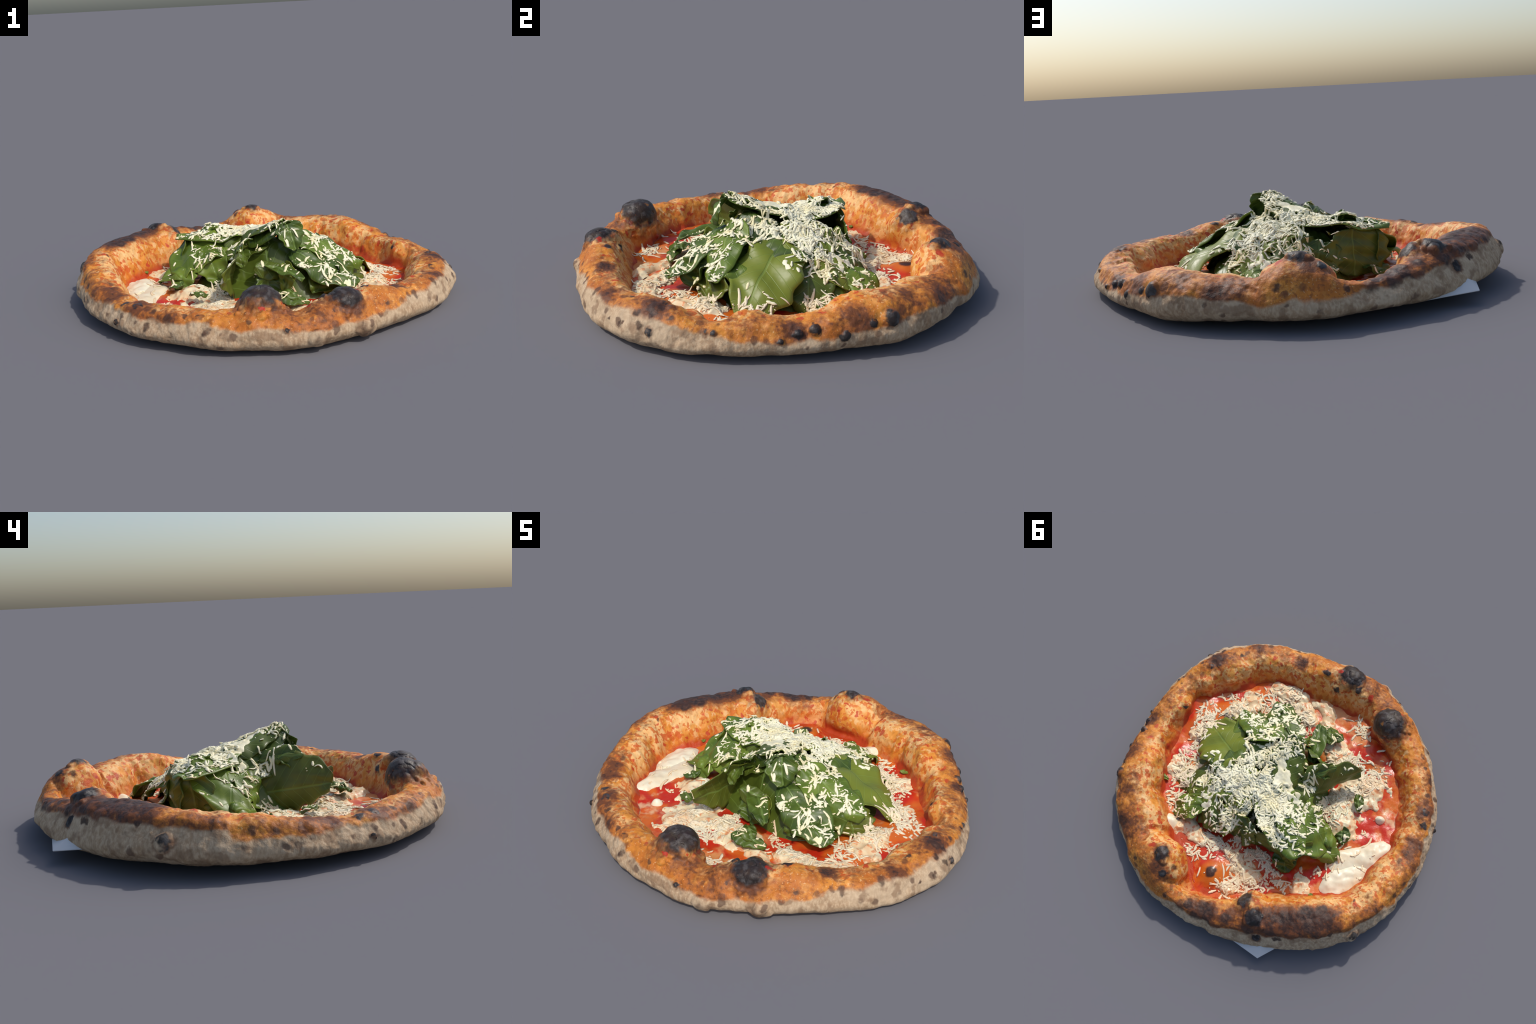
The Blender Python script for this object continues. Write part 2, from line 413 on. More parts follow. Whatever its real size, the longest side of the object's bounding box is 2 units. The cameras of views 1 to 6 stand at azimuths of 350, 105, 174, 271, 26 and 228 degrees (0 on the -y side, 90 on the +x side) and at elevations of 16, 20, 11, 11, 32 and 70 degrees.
    for k in range(1, len(BLISTERS) + 1):
        if (owner == k).sum() > 6: piece("char_blister", F[owner == k], crust)
    return crust

# ------------------------------------------------------------------ sauce bed, dough base
SAUCE_CHAR = [((-.126, .63, .085), .034)]
def sauce_height(x, y):
    P = np.stack([x, y, 0 * x], -1).reshape(-1, 3)
    z = SAUCE_Z - .002 - .017 * P[:, 0] + .012 * fbm(P, 4, 3, 61) + .004 * fbm(P, 18, 2, 71)
    z = z.reshape(np.shape(x))
    for (cx, cy, h, rad) in [(-.126, .63, .042, .11), (-.20, -.60, .02, .12), (-.42, -.42, .012, .12), (.60, .30, .015, .1), (.62, -.12, .01, .1), (-.36, -.17, .045, .17), (.02, -.42, .032, .15), (-.12, -.36, .02, .12)]:
        d2 = ((x - cx) ** 2 + (y - cy) ** 2) / rad ** 2
        z = z + h * np.clip(1 - d2, 0, 1) ** 2
    return np.maximum(z, .018)

def build_disc(name, parent, mat, rfun, zfun, nT=360, nR=110, close_bottom=None):
    th = np.linspace(-math.pi, math.pi, nT, endpoint=False)
    k = np.linspace(.004, 1, nR)
    R = rfun(th)[:, None] * k[None]
    X, Y = R * np.cos(th)[:, None], R * np.sin(th)[:, None]
    Z = zfun(X, Y)
    V = np.stack([X, Y, Z], 2).reshape(-1, 3)
    F = [tuple(f) for f in grid_faces(nT, nR, True, False)]
    V = np.vstack([V, [[0, 0, float(zfun(np.zeros(1), np.zeros(1))[0])]]])
    c = len(V) - 1
    F += [(c, ((i + 1) % nT) * nR, i * nR) for i in range(nT)]
    me = mesh_from(name, V, F, mat)
    bm = bmesh.new(); bm.from_mesh(me); bmesh.ops.recalc_face_normals(bm, faces=bm.faces); bm.to_mesh(me); bm.free()
    SURFACES[name] = (V, F)
    return link(bpy.data.objects.new(name, me), parent)

# ------------------------------------------------------------------ mozzarella patches: centre, half axes, turn, thickness
MOZZARELLA = [
    (-.63, -.11, .21, .070, 68, .027), (-.665, .05, .15, .075, 74, .027), (.20, -.57, .20, .06, -28, .020), (.42, -.50, .14, .07, 20, .018),
    (-.30, -.36, .19, .13, 40, .014), (-.42, -.18, .15, .11, 70, .014), (.28, .61, .07, .05, 30, .028), (.20, .56, .10, .05, 60, .018),
    (-.25, .46, .18, .08, 25, .018), (.53, .36, .10, .07, 60, .016), (.58, -.22, .13, .10, 70, .018), (-.05, -.47, .16, .09, -10, .014),
    (-.52, .28, .10, .07, 140, .014), (.10, .55, .08, .05, 0, .018), (-.28, .62, .07, .04, 20, .018), (-.535, -.35, .036, .030, 30, .030), (.62, .12, .08, .05, 40, .015),
    (.33, -.48, .15, .08, 10, .016),
]
def build_mozzarella(parent, pools, bed):
    for k, (cx, cy, a, b, rot, h) in enumerate(MOZZARELLA):
        n = 64; pad = 1.35
        g = np.linspace(-pad, pad, n) * (1 if h >= .026 else .88)
        U, W = np.meshgrid(g, g, indexing='ij')
        c, s = math.cos(math.radians(rot)), math.sin(math.radians(rot))
        X = cx + U * a * c - W * b * s; Y = cy + U * a * s + W * b * c
        P = np.stack([X, Y, X * 0 + k], -1).reshape(-1, 3)
        d = np.sqrt(U ** 2 + W ** 2) / (1 if h >= .026 else .88) + (.28 if h >= .026 else .55) * fbm(P, 9 if h >= .026 else 13, 3, 81 + k).reshape(n, n)
        m = np.clip(1 - d ** 2, -1, 1)
        z = sauce_height(X, Y) + np.where(m > 0, h * m ** .8, -.02 * np.sqrt(np.abs(m))) + ((.0009 * fbm(P, 26, 3, 91)) if h >= .026 else (.010 * (.6 - np.abs(fbm(P, 22, 2, 91))))).reshape(n, n) * (m > 0)
        V = np.stack([X, Y, np.maximum(z, .012)], 2).reshape(-1, 3)
        keep = (m > -.35).reshape(-1)
        F = [f for f in grid_faces(n, n) if all(keep[j] for j in f)]
        used = sorted({j for f in F for j in f}); idx = {j: i for i, j in enumerate(used)}
        V = V[used]; F = [tuple(idx[j] for j in f) for f in F]
        me = mesh_from("mozzarella", V, F, pools if h >= .026 else bed)
        SURFACES["mozzarella%d" % k] = (V, F)
        link(bpy.data.objects.new("mozzarella", me), parent)

# ------------------------------------------------------------------ leaf heap
#            angle: -180 -150 -120  -90  -60  -30    0   30   60   90  120  150
HEAP_EDGE = [ .38, .33, .32, .30, .40, .48, .53, .51, .50, .42, .36, .35]
HEAP_TOPS = [(0, .05, .335), (.09, -.14, .375), (-.15, .12, .30), (-.36, .17, .25), (-.30, 0, .19), (.30, .05, .26), (.2, .2, .24), (.38, .2, .19),
             (.3, .36, .15), (.44, 0, .15), (.40, -.12, .17), (.25, -.24, .21), (.08, -.26, .20), (-.1, -.2, .19), (0, .34, .20), (-.25, .2, .265), (.1, .42, .13), (.12, .02, .335), (.16, .12, .30), (.05, .17, .30), (.17, -.10, .345), (.11, -.18, .40), (.19, -.18, .345), (.06, -.02, .355), (.02, -.12, .385), (-.03, -.05, .36)]
def heap_height(x, y):
    th = np.arctan2(y, x); re = ring(HEAP_EDGE, th); r = np.hypot(x, y)
    num, den = 0, 1e-9
    for px, py, pz in HEAP_TOPS:
        w = np.exp(-((x - px) ** 2 + (y - py) ** 2) / (2 * .065 ** 2)) + 1e-6
        num = num + w * pz; den = den + w
    h = num / den
    f = 1 - np.clip(r / re, 0, 1) ** 5
    return SAUCE_Z - .01 + (h - .026 - .018 * sstep(x, .0, .2) - SAUCE_Z) * f

def leaf_geometry(base, mid, tip, width, up, cup=.15, wave=.012, seed=0, round_=.62, thick=.0045):
    b, m, e = (Vector(p) for p in (base, mid, tip))
    ctrl = m * 2 - (b + e) * .5
    up = Vector(up).normalized()
    yax = (e - b).normalized(); zax = (up - yax * up.dot(yax)).normalized(); xax = yax.cross(zax)
    M = Matrix((xax, yax, zax)).transposed().to_4x4(); M.translation = b
    Mi = M.inverted()
    nu, nv = 30, 17
    rs = np.random.default_rng(seed + 500)
    ph = rs.uniform(0, TAU, 6); curl = rs.normal(0, .085 * width, 2)
    top, bot = [], []
    for i in range(nu):
        t = i / (nu - 1)
        S = b * (1 - t) ** 2 + ctrl * 2 * t * (1 - t) + e * t * t
        T = ((ctrl - b) * (1 - t) + (e - ctrl) * t).normalized()
        side = T.cross(up).normalized(); nr = side.cross(T).normalized()
        w = width * .5 * max(.06, math.sin(math.pi * min(1, .06 + .90 * t ** .85)) ** round_)
        for j in range(nv):
            v = j / (nv - 1) * 2 - 1
            edge = 1 + .05 * math.sin(9 * t * 3 + ph[0] + v) + .04 * math.sin(23 * t + ph[1])
            off = cup * v * v * w + wave * (math.sin(11 * t + ph[2] + 2 * (v > 0)) * abs(v) ** 1.5 + .5 * math.sin(19 * t + 3 * v + ph[3]))
            off += curl[int(v > 0)] * abs(v) ** 4 * (.4 + .6 * math.sin(3 * t + ph[5]))
            off += wave * .5 * math.sin(5 * v + 7 * t + ph[4]) - .006 * math.exp(-(v / .09) ** 2)
            p = S + side * (v * w * edge) + nr * off
            top.append(Mi @ (p + nr * thick * .5)); bot.append(Mi @ (p - nr * thick * .5))
    V = top + bot; n0 = len(top)
    F = grid_faces(nu, nv)
    F += [tuple(n0 + k for k in reversed(f)) for f in grid_faces(nu, nv)]
    loop = [(i * nv) for i in range(nu)] + [(nu - 1) * nv + j for j in range(1, nv)] + [i * nv + nv - 1 for i in range(nu - 2, -1, -1)] + [j for j in range(nv - 2, 0, -1)]
    for a, c in zip(loop, loop[1:] + loop[:1]):
        F.append((a, n0 + a, n0 + c, c))
    return V, F, M

#  base, middle, tip, width, facing, cup, ripple, material (0 bright, 1 deep, 2 olive)
LEAVES = []
east_drapes = [
    ((.25, .10, .322), (.46, .08, .222), (.63, .03, .090), .31, (.6, 0, .8), -.05, .012, 0),
    ((.24, .22, .275), (.39, .26, .18), (.47, .28, .07), .24, (.6, .2, .8), -.20, .012, 1),
    ((.28, .33, .19), (.39, .37, .135), (.49, .40, .08), .18, (.4, .3, .9), -.20, .010, 0),
    ((.20, .42, .20), (.28, .50, .16), (.35, .54, .075), .16, (.3, .5, .8), -.15, .010, 0),
    ((.06, .16, .30), (.04, .30, .255), (.00, .45, .145), .17, (.2, .2, 1), -.15, .010, 0),
]
LEAVES += east_drapes
west_sheets = [
    ((.00, .06, .345), (-.20, .15, .332), (-.43, .225, .305), .28, (-.12, .05, 1), -.10, .008, 0),
    ((-.12, .09, .332), (-.33, .06, .275), (-.48, .02, .14), .31, (-.7, -.4, .6), -.12, .012, 0),
    ((-.37, .20, .315), (-.38, .18, .19), (-.36, .17, .075), .20, (-1, .3, .2), .16, .008, 2),
    ((-.24, .255, .305), (-.25, .275, .19), (-.24, .28, .08), .34, (-.35, 1, .2), .14, .008, 2),
    ((-.32, .05, .20), (-.43, .04, .185), (-.555, .04, .11), .20, (-.3, 0, 1), -.20, .012, 0),
    ((-.30, .22, .14), (-.36, .26, .12), (-.41, .30, .085), .15, (-.4, .3, .9), -.15, .010, 1),
]
LEAVES += west_sheets
south_curls = [
    ((-.16, -.06, .16), (-.20, -.24, .215), (-.27, -.42, .21), .27, (-1, .35, .25), -.32, .008, 2),
    ((-.09, -.10, .30), (-.13, -.20, .33), (-.17, -.30, .32), .10, (-.8, -.2, .7), -.20, .008, 2),
    ((-.02, -.24, .20), (.05, -.36, .215), (.13, -.45, .19), .10, (.2, -.3, 1), .25, .008, 1),
]
LEAVES += south_curls
summit = [
    ((-.15, .17, .325), (-.01, -.03, .365), (.095, -.225, .432), .25, (-.25, -.1, 1), -.30, .006, 1),
    ((.105, -.195, .425), (.12, -.235, .375), (.14, -.265, .295), .155, (.1, -.9, .4), .14, .006, 1),
    ((-.08, .06, .355), (.00, -.08, .395), (.085, -.195, .44), .17, (-.3, .2, 1), -.25, .006, 1),
]
LEAVES += summit
south_east_layers = [
    ((.18, -.14, .34), (.34, -.15, .275), (.52, -.15, .175), .22, (.3, -.35, .9), -.15, .012, 0),
    ((.12, -.22, .285), (.28, -.30, .225), (.42, -.39, .13), .23, (.3, -.5, .8), -.15, .012, 1),
    ((.25, -.21, .20), (.31, -.27, .13), (.33, -.30, .07), .30, (.5, -.8, .3), .15, .014, 2),
    ((.42, -.14, .18), (.47, -.17, .12), (.49, -.20, .075), .22, (.7, -.6, .3), .10, .012, 2),
]
LEAVES += south_east_layers
small_front = [
    ((.35, -.20, .20), (.38, -.24, .13), (.38, -.26, .07), .24, (.9, -.2, .3), .10, .012, 1),
    ((-.08, -.28, .235), (.00, -.295, .205), (.08, -.28, .205), .10, (0, -.9, .5), -.30, .006, 1),
    ((.07, -.29, .24), (.075, -.325, .175), (.05, -.34, .105), .085, (-.3, -1, .2), .25, .008, 0),
    ((-.02, -.25, .20), (-.01, -.30, .13), (-.02, -.32, .075), .14, (-.1, -1, .3), .20, .010, 1),
    ((-.12, -.18, .30), (-.14, -.23, .275), (-.14, -.26, .225), .09, (-.2, -1, .4), .20, .006, 2),
    ((-.28, .02, .26), (-.27, -.05, .21), (-.24, -.09, .12), .18, (-.3, -1, .4), .20, .010, 0),
    ((-.40, .02, .20), (-.43, -.04, .16), (-.45, -.06, .085), .15, (-.4, -.8, .4), -.20, .010, 0),
]
LEAVES += small_front
low_scraps = [
    ((-.02, -.50, .125), (.06, -.50, .12), (.15, -.48, .085), .085, (0, -.4, 1), -.30, .006, 1),
    ((.02, -.42, .13), (.05, -.47, .14), (.09, -.50, .11), .09, (0, 0, 1), -.20, .006, 1),
    ((.30, -.03, .285), (.38, -.07, .25), (.49, -.10, .19), .20, (.3, -.2, 1), -.12, .010, 0),
]
LEAVES += low_scraps
north_fill = [
    ((.18, .30, .265), (.26, .36, .22), (.33, .44, .15), .20, (.2, .5, .8), -.20, .012, 0),
    ((.08, .34, .24), (.12, .43, .18), (.15, .49, .10), .20, (.1, .8, .5), -.15, .012, 1),
    ((-.08, .28, .26), (-.06, .34, .18), (-.04, .37, .08), .22, (-.1, 1, .3), .12, .014, 2),
]
LEAVES += north_fill
upper_fill = [
    ((.15, .05, .335), (.26, .14, .31), (.34, .24, .265), .24, (.3, .2, 1), -.12, .012, 1),
    ((.00, .12, .335), (.10, .20, .315), (.18, .32, .255), .24, (.1, .3, 1), -.12, .012, 0),
    ((.10, -.08, .37), (.20, -.04, .34), (.30, .00, .29), .22, (.2, 0, 1), -.10, .012, 1),
    ((-.20, .00, .27), (-.10, -.08, .29), (.02, -.16, .31), .20, (-.3, -.5, .9), .12, .010, 1),
]
LEAVES += upper_fill
loose_bits = [
    ((-.19, .16, .31), (-.21, .14, .345), (-.24, .12, .365), .05, (.6, .6, .4), .30, .003, 0),
    ((-.60, .27, .10), (-.62, .29, .105), (-.64, .33, .10), .03, (0, 0, 1), -.2, .003, 0),
    ((.50, .46, .10), (.545, .47, .10), (.59, .47, .095), .03, (0, 0, 1), -.2, .003, 0),
    ((-.44, -.12, .12), (-.47, -.10, .13), (-.50, -.06, .11), .09, (0, 0, 1), -.2, .006, 1),
    ((-.34, -.34, .12), (-.38, -.31, .13), (-.42, -.27, .115), .06, (0, 0, 1), -.2, .006, 1),
]
LEAVES += loose_bits
def build_leaves(parent, mats):
    settle = lambda p: (p[0], p[1], p[2] - .022 - (.026 if p[1] > -.08 else .006) * float(sstep(p[0], .0, .25)) + (.014 if p[1] < -.12 and p[0] < .2 else 0))
    for k, (b, m, t, w, up, cup, wave, mi) in enumerate(LEAVES):
        b, m, t = settle(b), settle(m), settle(t)
        V, F, M = leaf_geometry(b, m, t, w, up, cup, wave, k)
        me = mesh_from("leaf", V, F, mats[mi])
        ob = link(bpy.data.objects.new("leaf", me), parent)
        ob.matrix_world = M
        Wv = np.array([tuple(M @ v) for v in V])
        SURFACES["leaf%d" % k] = (Wv, F)

def build_heap(parent, mat):
    n = 150
    th = np.linspace(-math.pi, math.pi, 260, endpoint=False)
    def zf(X, Y):
        P = np.stack([X, Y, 0 * X], -1).reshape(-1, 3)
        return heap_height(X, Y) + (.016 * fbm(P, 11, 3, 5)).reshape(X.shape) * sstep(heap_height(X, Y), SAUCE_Z, .2) - .018
    ob = build_disc("leaf_heap", parent, mat, lambda t: ring(HEAP_EDGE, t), zf, 260, 90)
    ob["kind"] = "stuff"
    return ob

# ------------------------------------------------------------------ grated cheese
def caster():
    V, F, o = [], [], 0
    for v, f in SURFACES.values():
        V.append(v); F += [tuple(i + o for i in q) for q in f]; o += len(v)
    return BVHTree.FromPolygons([tuple(p) for p in np.vstack(V)], F)

def shred_mesh(seed, mat):
    rs = np.random.default_rng(900 + seed)
    L = rs.uniform(.028, .055); w = rs.uniform(.0048, .0080); k = rs.uniform(-9, 9); kz = rs.uniform(1, 6)
    return strand([( L * t, .5 * k * (L * t) ** 2 * .8, -.5 * kz * (L * t) ** 2 * .5) for t in np.linspace(-.5, .5, 9)], w, .0030, rs)

def strand(pts, w, h, rs, sides=6):
    P = np.array(pts, float); n = len(P)
    T = np.gradient(P, axis=0); T /= np.linalg.norm(T, axis=1, keepdims=True) + 1e-9
    S = np.cross(T, [0, 0, 1]); S /= np.linalg.norm(S, axis=1, keepdims=True) + 1e-9
    U = np.cross(S, T)
    V, F = [], []
    tw = rs.uniform(-.6, .6)
    for i in range(n):
        e = min(i, n - 1 - i) / (n - 1) * 2
        tap = .40 + .60 * min(1, e * 2.2)
        tap *= rs.uniform(.75, 1.2)
        for s in range(sides):
            a = TAU * (s + .5) / sides + tw * i / n
            V.append(P[i] + S[i] * math.cos(a) * w * tap + U[i] * math.sin(a) * h * tap)
    for i in range(n - 1):
        for s in range(sides):
            q = (s + 1) % sides
            F.append((i * sides + s, (i + 1) * sides + s, (i + 1) * sides + q, i * sides + q))
    F.append(tuple(range(sides))); F.append(tuple((n - 1) * sides + s for s in range(sides - 1, -1, -1)))
    return np.array(V), F

def pile_density(x, y, z, nz):
    """how likely a shred stays here"""
    r = math.hypot(x, y); th = math.atan2(y, x)
    clump = float(fbm(np.array([[x, y, 0]]), 7, 2, 3)[0])
    if z > .085 and r < .60:                       # on the greens
        d = .30 * max(0, (nz - .45) / .55) * (1 + 1.6 * clump)
        d += .75 * (1 + clump) * math.exp(-((x + .02) ** 2 + (y - .03) ** 2) / .022)
        d += .50 * (1 + clump) * math.exp(-((x - .16) ** 2 + (y - .26) ** 2) / .03)
        for cx, cy, rad in BARE:
            if (x - cx) ** 2 + (y - cy) ** 2 < rad * rad: d *= .10
        return d
    lim = float(r_foot(np.array([th]))[0])
    if r > lim - .02 + .02 * clump or z > .10: return 0
    d = .46 * max(0, 1 + 2.2 * clump) * (.30 + .55 * min(1, max(0, (lim - .02 - r) / .10)))
    for cx, cy, rad in SAUCE_BARE:
        q = ((x - cx) ** 2 + (y - cy) ** 2) / (rad * rad)
        if q < 1: d *= .06 + .94 * q * q
    return d
BARE = [(.50, .02, .14), (.44, .15, .11), (.38, .02, .07), (-.22, -.30, .16), (.40, .30, .06), (-.46, .02, .10), (.20, -.26, .07), (-.42, .10, .06)]
SAUCE_BARE = [(.66, -.10, .11), (-.06, .68, .16), (-.50, -.48, .15), (-.22, -.62, .13), (-.60, -.05, .18), (-.64, .12, .12), (.28, .62, .08),
              (-.58, -.32, .12), (.66, .16, .08), (.33, -.57, .10), (.2, -.62, .08), (.55, .48, .06), (-.36, .62, .10), (-.55, .36, .08)]

def build_cheese(parent, cool, warm):
    tree = caster()
    def hit(x, y):
        loc, nor, *_ = tree.ray_cast(Vector((x, y, 1)), Vector((0, 0, -1)))
        return (loc, nor if nor.z > 0 else -nor) if loc else (None, None)
    rs = np.random.default_rng(33)
    def somewhere(far):
        r = far * math.sqrt(rs.uniform()); a = rs.uniform(0, TAU); x, y = r * math.cos(a), r * math.sin(a)
        loc, nor = hit(x, y)
        if loc is None or rs.uniform() > pile_density(x, y, loc.z, nor.z): return None
        return x, y, loc, nor
    on_greens = lambda loc: loc.z > .085
    variants = []
    for k in range(14):
        V, F = shred_mesh(k, None)
        variants.append([mesh_from("cheese_shred", V, F, m) for m in (cool, warm)])
    named, tries = 0, 0
    while named < 300 and tries < 9000:                       # single shreds that can be told apart
        tries += 1
        spot = somewhere(.72)
        if spot is None: continue
        x, y, loc, nor = spot
        nor = (nor + Vector((0, 0, .25))).normalized()
        M = nor.to_track_quat('Z', 'Y').to_matrix() @ Matrix.Rotation(rs.uniform(0, TAU), 3, 'Z') @ Matrix.Rotation(rs.normal(0, .07), 3, 'Y')
        ob = link(bpy.data.objects.new("cheese_shred", variants[int(rs.integers(14))][0 if on_greens(loc) else 1]), parent)
        M4 = M.to_4x4() @ Matrix.Scale(rs.uniform(.75, 1.2), 4)
        M4.translation = loc + nor * rs.uniform(.003, .006)
        ob.matrix_world = M4
        named += 1
    # fused mat of half-melted cheese over the crown of the heap
    n = 190
    gx = np.linspace(-.46, .46, n); gy = np.linspace(-.40, .52, n)
    X, Y = np.meshgrid(gx, gy, indexing='ij')
    Q = np.stack([X, Y, 0 * X], -1).reshape(-1, 3)
    cover = .95 * np.exp(-((X + .02) ** 2 + (Y - .03) ** 2) / .020) + .55 * np.exp(-((X - .16) ** 2 + (Y - .26) ** 2) / .025) + .28 * np.exp(-((X + .33) ** 2 + (Y - .15) ** 2) / .015)
    cover = cover + (.42 * fbm(Q, 13, 3, 101) + .25 * fbm(Q, 34, 2, 105)).reshape(n, n) - .60
    ridge = (1 - np.abs(.6 * fbm(Q, 24, 2, 111)) - .5 * np.abs(fbm(Q, 48, 2, 117))).reshape(n, n)
    Z = np.zeros((n, n)); ok = np.zeros((n, n), bool)
    for i in range(n):
        for j in range(n):
            if cover[i, j] > -.12:
                q, qn = hit(X[i, j], Y[i, j])
                if q is not None and q.z > .10 and qn.z > .35:
                    Z[i, j] = q.z; ok[i, j] = True
    Z = Z + np.where(cover > 0, .001 + .026 * np.clip(cover, 0, .7) * (ridge - .30), cover * .06)
    V = np.stack([X, Y, Z], 2).reshape(-1, 3); okf = ok.reshape(-1)
    F = [f for f in grid_faces(n, n) if all(okf[k] for k in f) and np.ptp(V[list(f), 2]) < .022]
    used = sorted({k for f in F for k in f}); idx = {k: i for i, k in enumerate(used)}
    me = mesh_from("melted_cheese", V[used], [tuple(idx[k] for k in f) for f in F], cool)
    link(bpy.data.objects.new("melted_cheese", me), parent)
    SURFACES["melted_cheese"] = (V[used], [tuple(idx[k] for k in f) for f in F])
    tree = caster()
    heaps = {0: ([], []), 1: ([], [])}
    count = {0: 0, 1: 0}
    def add(k, V, F):
        heaps[k][0].append(V); heaps[k][1].extend(tuple(i + count[k] for i in f) for f in F); count[k] += len(V)
    made, tries = 0, 0
    while made < 2600 and tries < 60000:                      # draped, half-melted shreds
        tries += 1
        spot = somewhere(.74)
        if spot is None: continue
        x, y, loc, nor = spot
        k = 0 if on_greens(loc) else 1
        L = rs.uniform(.016, .052) if k == 0 or rs.uniform() > .10 else rs.uniform(.06, .10); d = rs.uniform(0, TAU); bend = rs.normal(0, 16)
        lift = rs.uniform(.0005, .003) + (.004 * rs.uniform() if loc.z > .24 else 0)
        pts = []
        for t in range(7):
            q, qn = hit(x, y)
            if q is None or (pts and abs(q.z + lift - pts[-1][2]) > .030): break
            if q.z > .075 and math.hypot(x, y) > .63: break
            pts.append((x, y, q.z + lift)); x += math.cos(d) * L / 6; y += math.sin(d) * L / 6; d += bend * L / 6
        if len(pts) < 4: continue
        P = np.array(pts)
        P[1:-1, 2] = (P[:-2, 2] + 2 * P[1:-1, 2] + P[2:, 2]) / 4
        V, F = strand(P, rs.uniform(.0042, .0088), rs.uniform(.0020, .0034), rs)
        add(k, V, F); made += 1
    made, tries = 0, 0
    while made < 3000 and tries < 40000:                      # crumbs
        tries += 1
        spot = somewhere(.72)
        if spot is None: continue
        x, y, loc, nor = spot
        s = rs.uniform(.0025, .0065); d = rs.uniform(0, TAU)
        c, sn = math.cos(d) * s, math.sin(d) * s
        V, F = strand([(x - c, y - sn, loc.z + .001), (x, y, loc.z + .003), (x + c, y + sn, loc.z + .001)], s * .7, s * .5, rs, 5)
        add(0 if on_greens(loc) else 1, V, F); made += 1
    for k, m in ((0, cool), (1, warm)):
        me = mesh_from("grated_cheese", np.vstack(heaps[k][0]), heaps[k][1], m)
        ob = link(bpy.data.objects.new("grated_cheese", me), parent); ob["kind"] = "stuff"

def build_paper(parent, mat):
    P = [Vector(p) for p in ((-.40, .815, .050), (-.683, .744, .058), (-.715, .600, .070))]
    Q = [Vector(p) for p in ((-.40, .790, .062), (-.640, .668, .115), (-.69, .59, .10))]
    V, n = [], 10
    for p, q in zip(P, Q):
        for j in range(n): V.append(p.lerp(q, j / (n - 1)))
    me = mesh_from("paper_liner", V, grid_faces(len(P), n), mat, False)
    ob = link(bpy.data.objects.new("paper_liner", me), parent)
    md = ob.modifiers.new("thickness", 'SOLIDIFY'); md.thickness = .004; md.offset = 0

# ------------------------------------------------------------------ assembly
#           how toasted the rim is, every 15 degrees from -180
TOAST = [.44, .64, .70, .60, .52, .48, .46, .44, .48, .46, .54, .60, .48, .52, .56, .56, .54, .46, .44, .60, .80, .86, .88, .58]
# raised charred blisters: centre, radius, height
BLISTERS = [((-.140, -.755, .225), .112, .042), ((.240, -.815, .215), .086, .030), ((.093, .795, .275), .048, .024), ((-.525, .634, .255), .055, .034)]
BLISTERS += [((.255, -.70, .145), .026, .010), ((.145, -.775, .20), .020, .008), ((.362, -.71, .20), .018, .006), ((-.414, .597, .215), .055, .014), ((.005, .86, .244), .020, .008)]
BLISTERS += [((.696, .667, .155), .034, .022), ((.832, .384, .132), .024, .020), ((.866, .325, .12), .020, .018), ((.913, .27, .10), .016, .015), ((.808, .505, .104), .022, .016), ((.742, .60, .145), .018, .012)]
BLISTERS += [((-.945, .263, .15), .034, .020), ((.068, -.958, .066), .032, .018), ((.312, -.888, .06), .042, .022), ((-.69, -.55, .172), .020, .006), ((-.742, -.485, .165), .022, .006)]
BLISTERS += [((.879, -.197, .175), .014, .007), ((.849, -.235, .171), .014, .006), ((.788, -.273, .121), .014, .008), ((.776, .10, .135), .014, .007), ((.97, -.02, .128), .015, .010)]
BLISTERS += [((-.80, -.54, .10), .014, .018), ((-.597, .683, .16), .024, .008), ((.96, .01, .125), .013, .009), ((-.066, -.945, .12), .014, .010), ((.975, -.254, .10), .016, .010)]
BURNT = [(c, r * (1.0 if r > .03 else 1.15), .95) for c, r, h in BLISTERS if c[2] > .07]
SPOTS = [(c, r * .9, .7) for c, r, h in BLISTERS if c[2] <= .07]
SPOTS += [((-.693, .40, .262), .050, .95), ((-.64, .50, .257), .045, .95), ((-.29, .80, .18), .045, .95), ((-.412, .75, .206), .035, .95), ((-.73, .31, .26), .030, .95), ((-.76, .43, .24), .032, .95), ((-.60, .55, .255), .022, .95), ((-.55, .70, .20), .030, .95), ((-.21, .86, .17), .030, .95), ((-.60, .681, .158), .028, .9), ((-.18, .89, .15), .03, .8), ((-.276, .86, .149), .03, .8)]
SPOTS += [((-.93, .079, .206), .020, .85), ((-.933, -.069, .174), .020, .8), ((-.919, -.165, .166), .018, .8), ((-.971, -.039, .12), .020, .6), ((-.926, -.245, .105), .018, .6), ((-.867, .366, .208), .016, .9), ((-.69, .60, .181), .018, .9)]
SPOTS += [((-.408, -.85, .123), .018, .8), ((-.665, -.673, .10), .022, .85), ((-.569, -.715, .15), .022, .75), ((-.625, -.635, .165), .018, .85), ((-.495, -.748, .17), .014, .85), ((-.439, -.782, .176), .012, .85), ((-.229, -.892, .162), .014, .8)]
SPOTS += [((-.10, -.86, .195), .015, .9), ((.166, -.90, .172), .011, .9), ((.75, -.58, .152), .024, .8), ((.615, -.699, .136), .018, .75), ((.446, -.797, .147), .014, .8), ((.955, -.302, .116), .02, .8), ((.933, -.39, .097), .016, .8)]
SPOTS += [((.918, -.324, .15), .015, .9), ((.933, -.257, .161), .015, .9), ((.941, -.175, .162), .015, .9), ((.89, -.45, .098), .012, .9), ((.20, .913, .178), .020, .85), ((-.072, .922, .152), .018, .85), ((.48, .845, .12), .013, .6)]
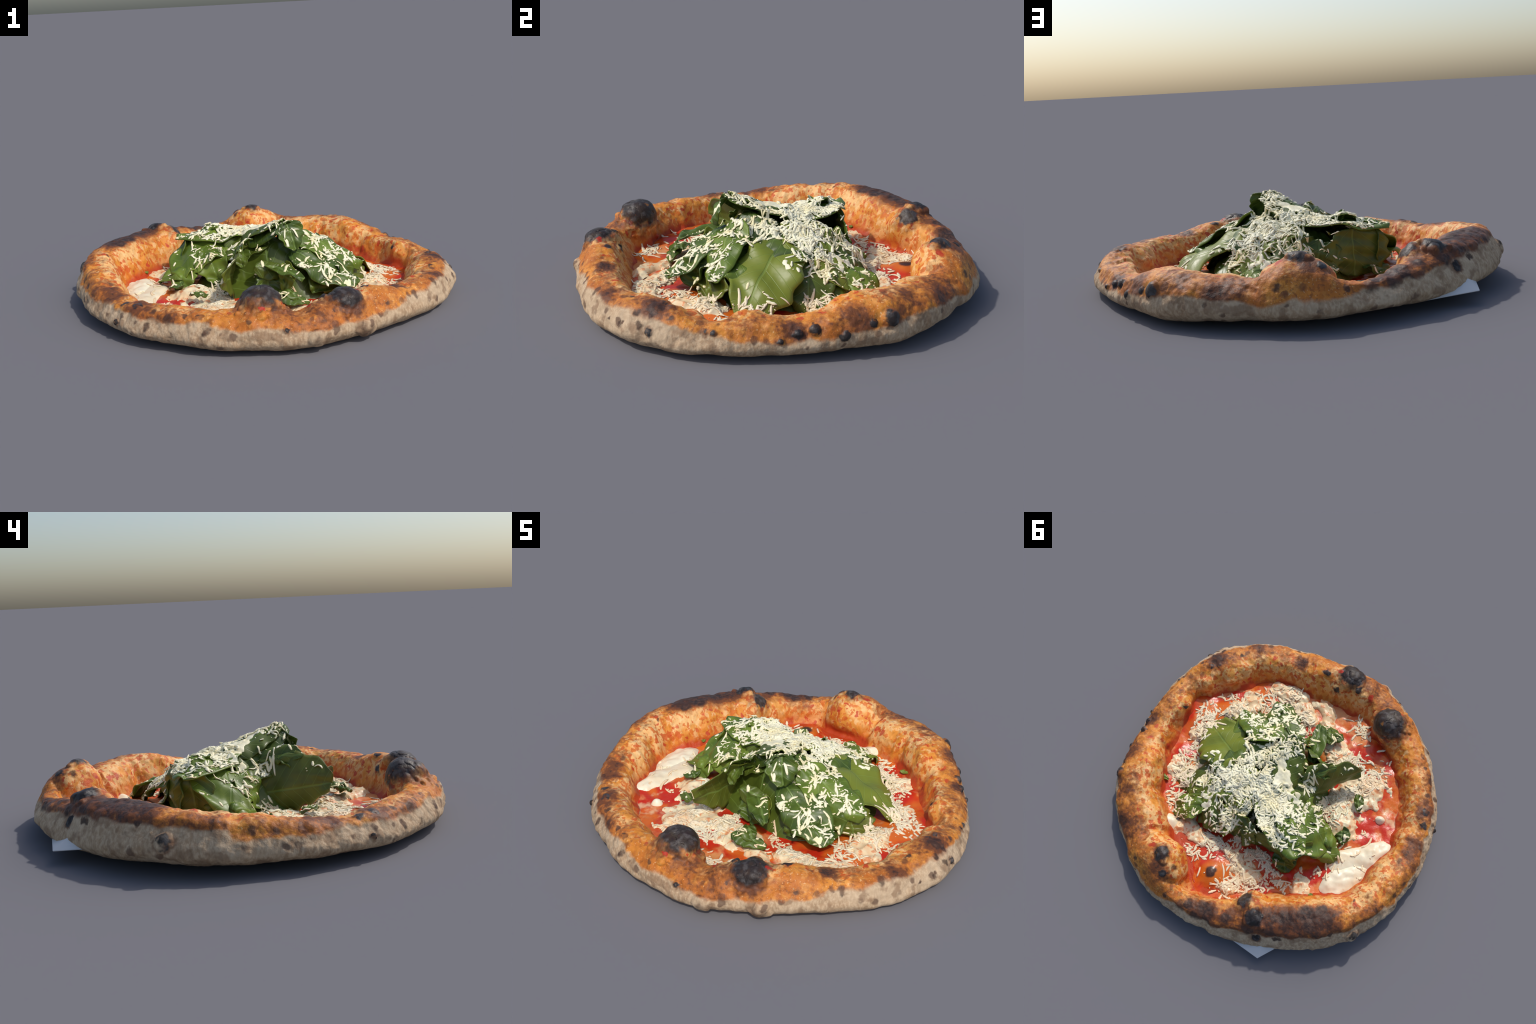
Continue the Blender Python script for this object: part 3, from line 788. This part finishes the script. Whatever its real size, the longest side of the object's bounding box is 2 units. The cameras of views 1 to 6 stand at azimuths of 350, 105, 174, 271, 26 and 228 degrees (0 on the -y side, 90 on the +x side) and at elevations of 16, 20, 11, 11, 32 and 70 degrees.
SPOTS += [((.81, -.394, .168), .014, .9), ((-.803, -.23, .19), .020, .7), ((-.68, .613, .18), .016, .9), ((-.02, .79, .25), .022, .85), ((-.81, .133, .24), .012, .8)]
BROWNED = [((.897, -.248, .176), .07, .45), ((.525, -.634, .172), .05, .5), ((.86, .31, .14), .05, .35), ((.76, .53, .165), .07, .4), ((.431, .832, .168), .07, .3), ((-.80, -.344, .18), .08, .35), ((.80, -.52, .15), .06, .35)]
BROWNED += [((-.62, .48, .25), .14, .35), ((-.76, .33, .26), .10, .35), ((-.30, .83, .17), .10, .35), ((-.68, -.56, .17), .08, .25), ((.05, .85, .24), .07, .4), ((-.13, -.82, .19), .05, .3), ((.24, -.87, .17), .06, .3)]
SAUCE_MARKS = [((.055, -.80, .187), .030), ((.176, .80, .26), .022), ((-.156, -.866, .197), .014), ((.304, -.778, .21), .018), ((.30, -.72, .16), .014), ((.42, -.72, .18), .012), ((.05, .70, .20), .018), ((.13, .72, .22), .014)]

def main():
    pizza = bpy.data.objects.new("pizza", None)
    link(pizza)
    pizza["label"] = "wood-fired pizza with charred crust, green leaves and grated cheese"
    pizza["category"] = "pizza"
    dough = crust_material(BURNT, SPOTS, BROWNED, SAUCE_MARKS)
    build_crust(pizza, dough)
    def under(X, Y):
        th = np.arctan2(Y, X); r = np.hypot(X, Y)
        k = sstep(r / (r_out(th) - .16), 0, 1)
        return z_bot(th) * k + .02 * (1 - k) + .003
    build_disc("dough_base", pizza, dough, lambda t: r_out(t) - .14, under, 200, 30)
    build_disc("tomato_sauce", pizza, sauce_material(), lambda t: r_foot(t) + .05, sauce_height)
    build_mozzarella(pizza, mozzarella_material("melted_mozzarella", (.86, .80, .60), (.82, .70, .48), (.78, .52, .26), .62),
                     mozzarella_material("saucy_mozzarella", (.87, .76, .50), (.83, .60, .34), (.70, .20, .05), .51))
    mats = [leaf_material("green_leaf", (.180, .255, .028), (.088, .145, .015), (.215, .245, .025)),
            leaf_material("deep_green_leaf", (.105, .160, .019), (.048, .086, .012), (.10, .13, .015)),
            leaf_material("olive_leaf", (.13, .175, .022), (.065, .105, .014), (.16, .15, .015))]
    build_heap(pizza, mats[1])
    build_leaves(pizza, mats)
    build_cheese(pizza, cheese_material("grated_cheese", (.94, .88, .63), (.93, .82, .50), (.72, .65, .42)),  # base colours lightened and yellowed to offset bluish sky shade on the heap
                 cheese_material("oiled_grated_cheese", (.89, .78, .55), (.86, .65, .41), (.76, .44, .24)))
    build_paper(pizza, paper_material())

main()
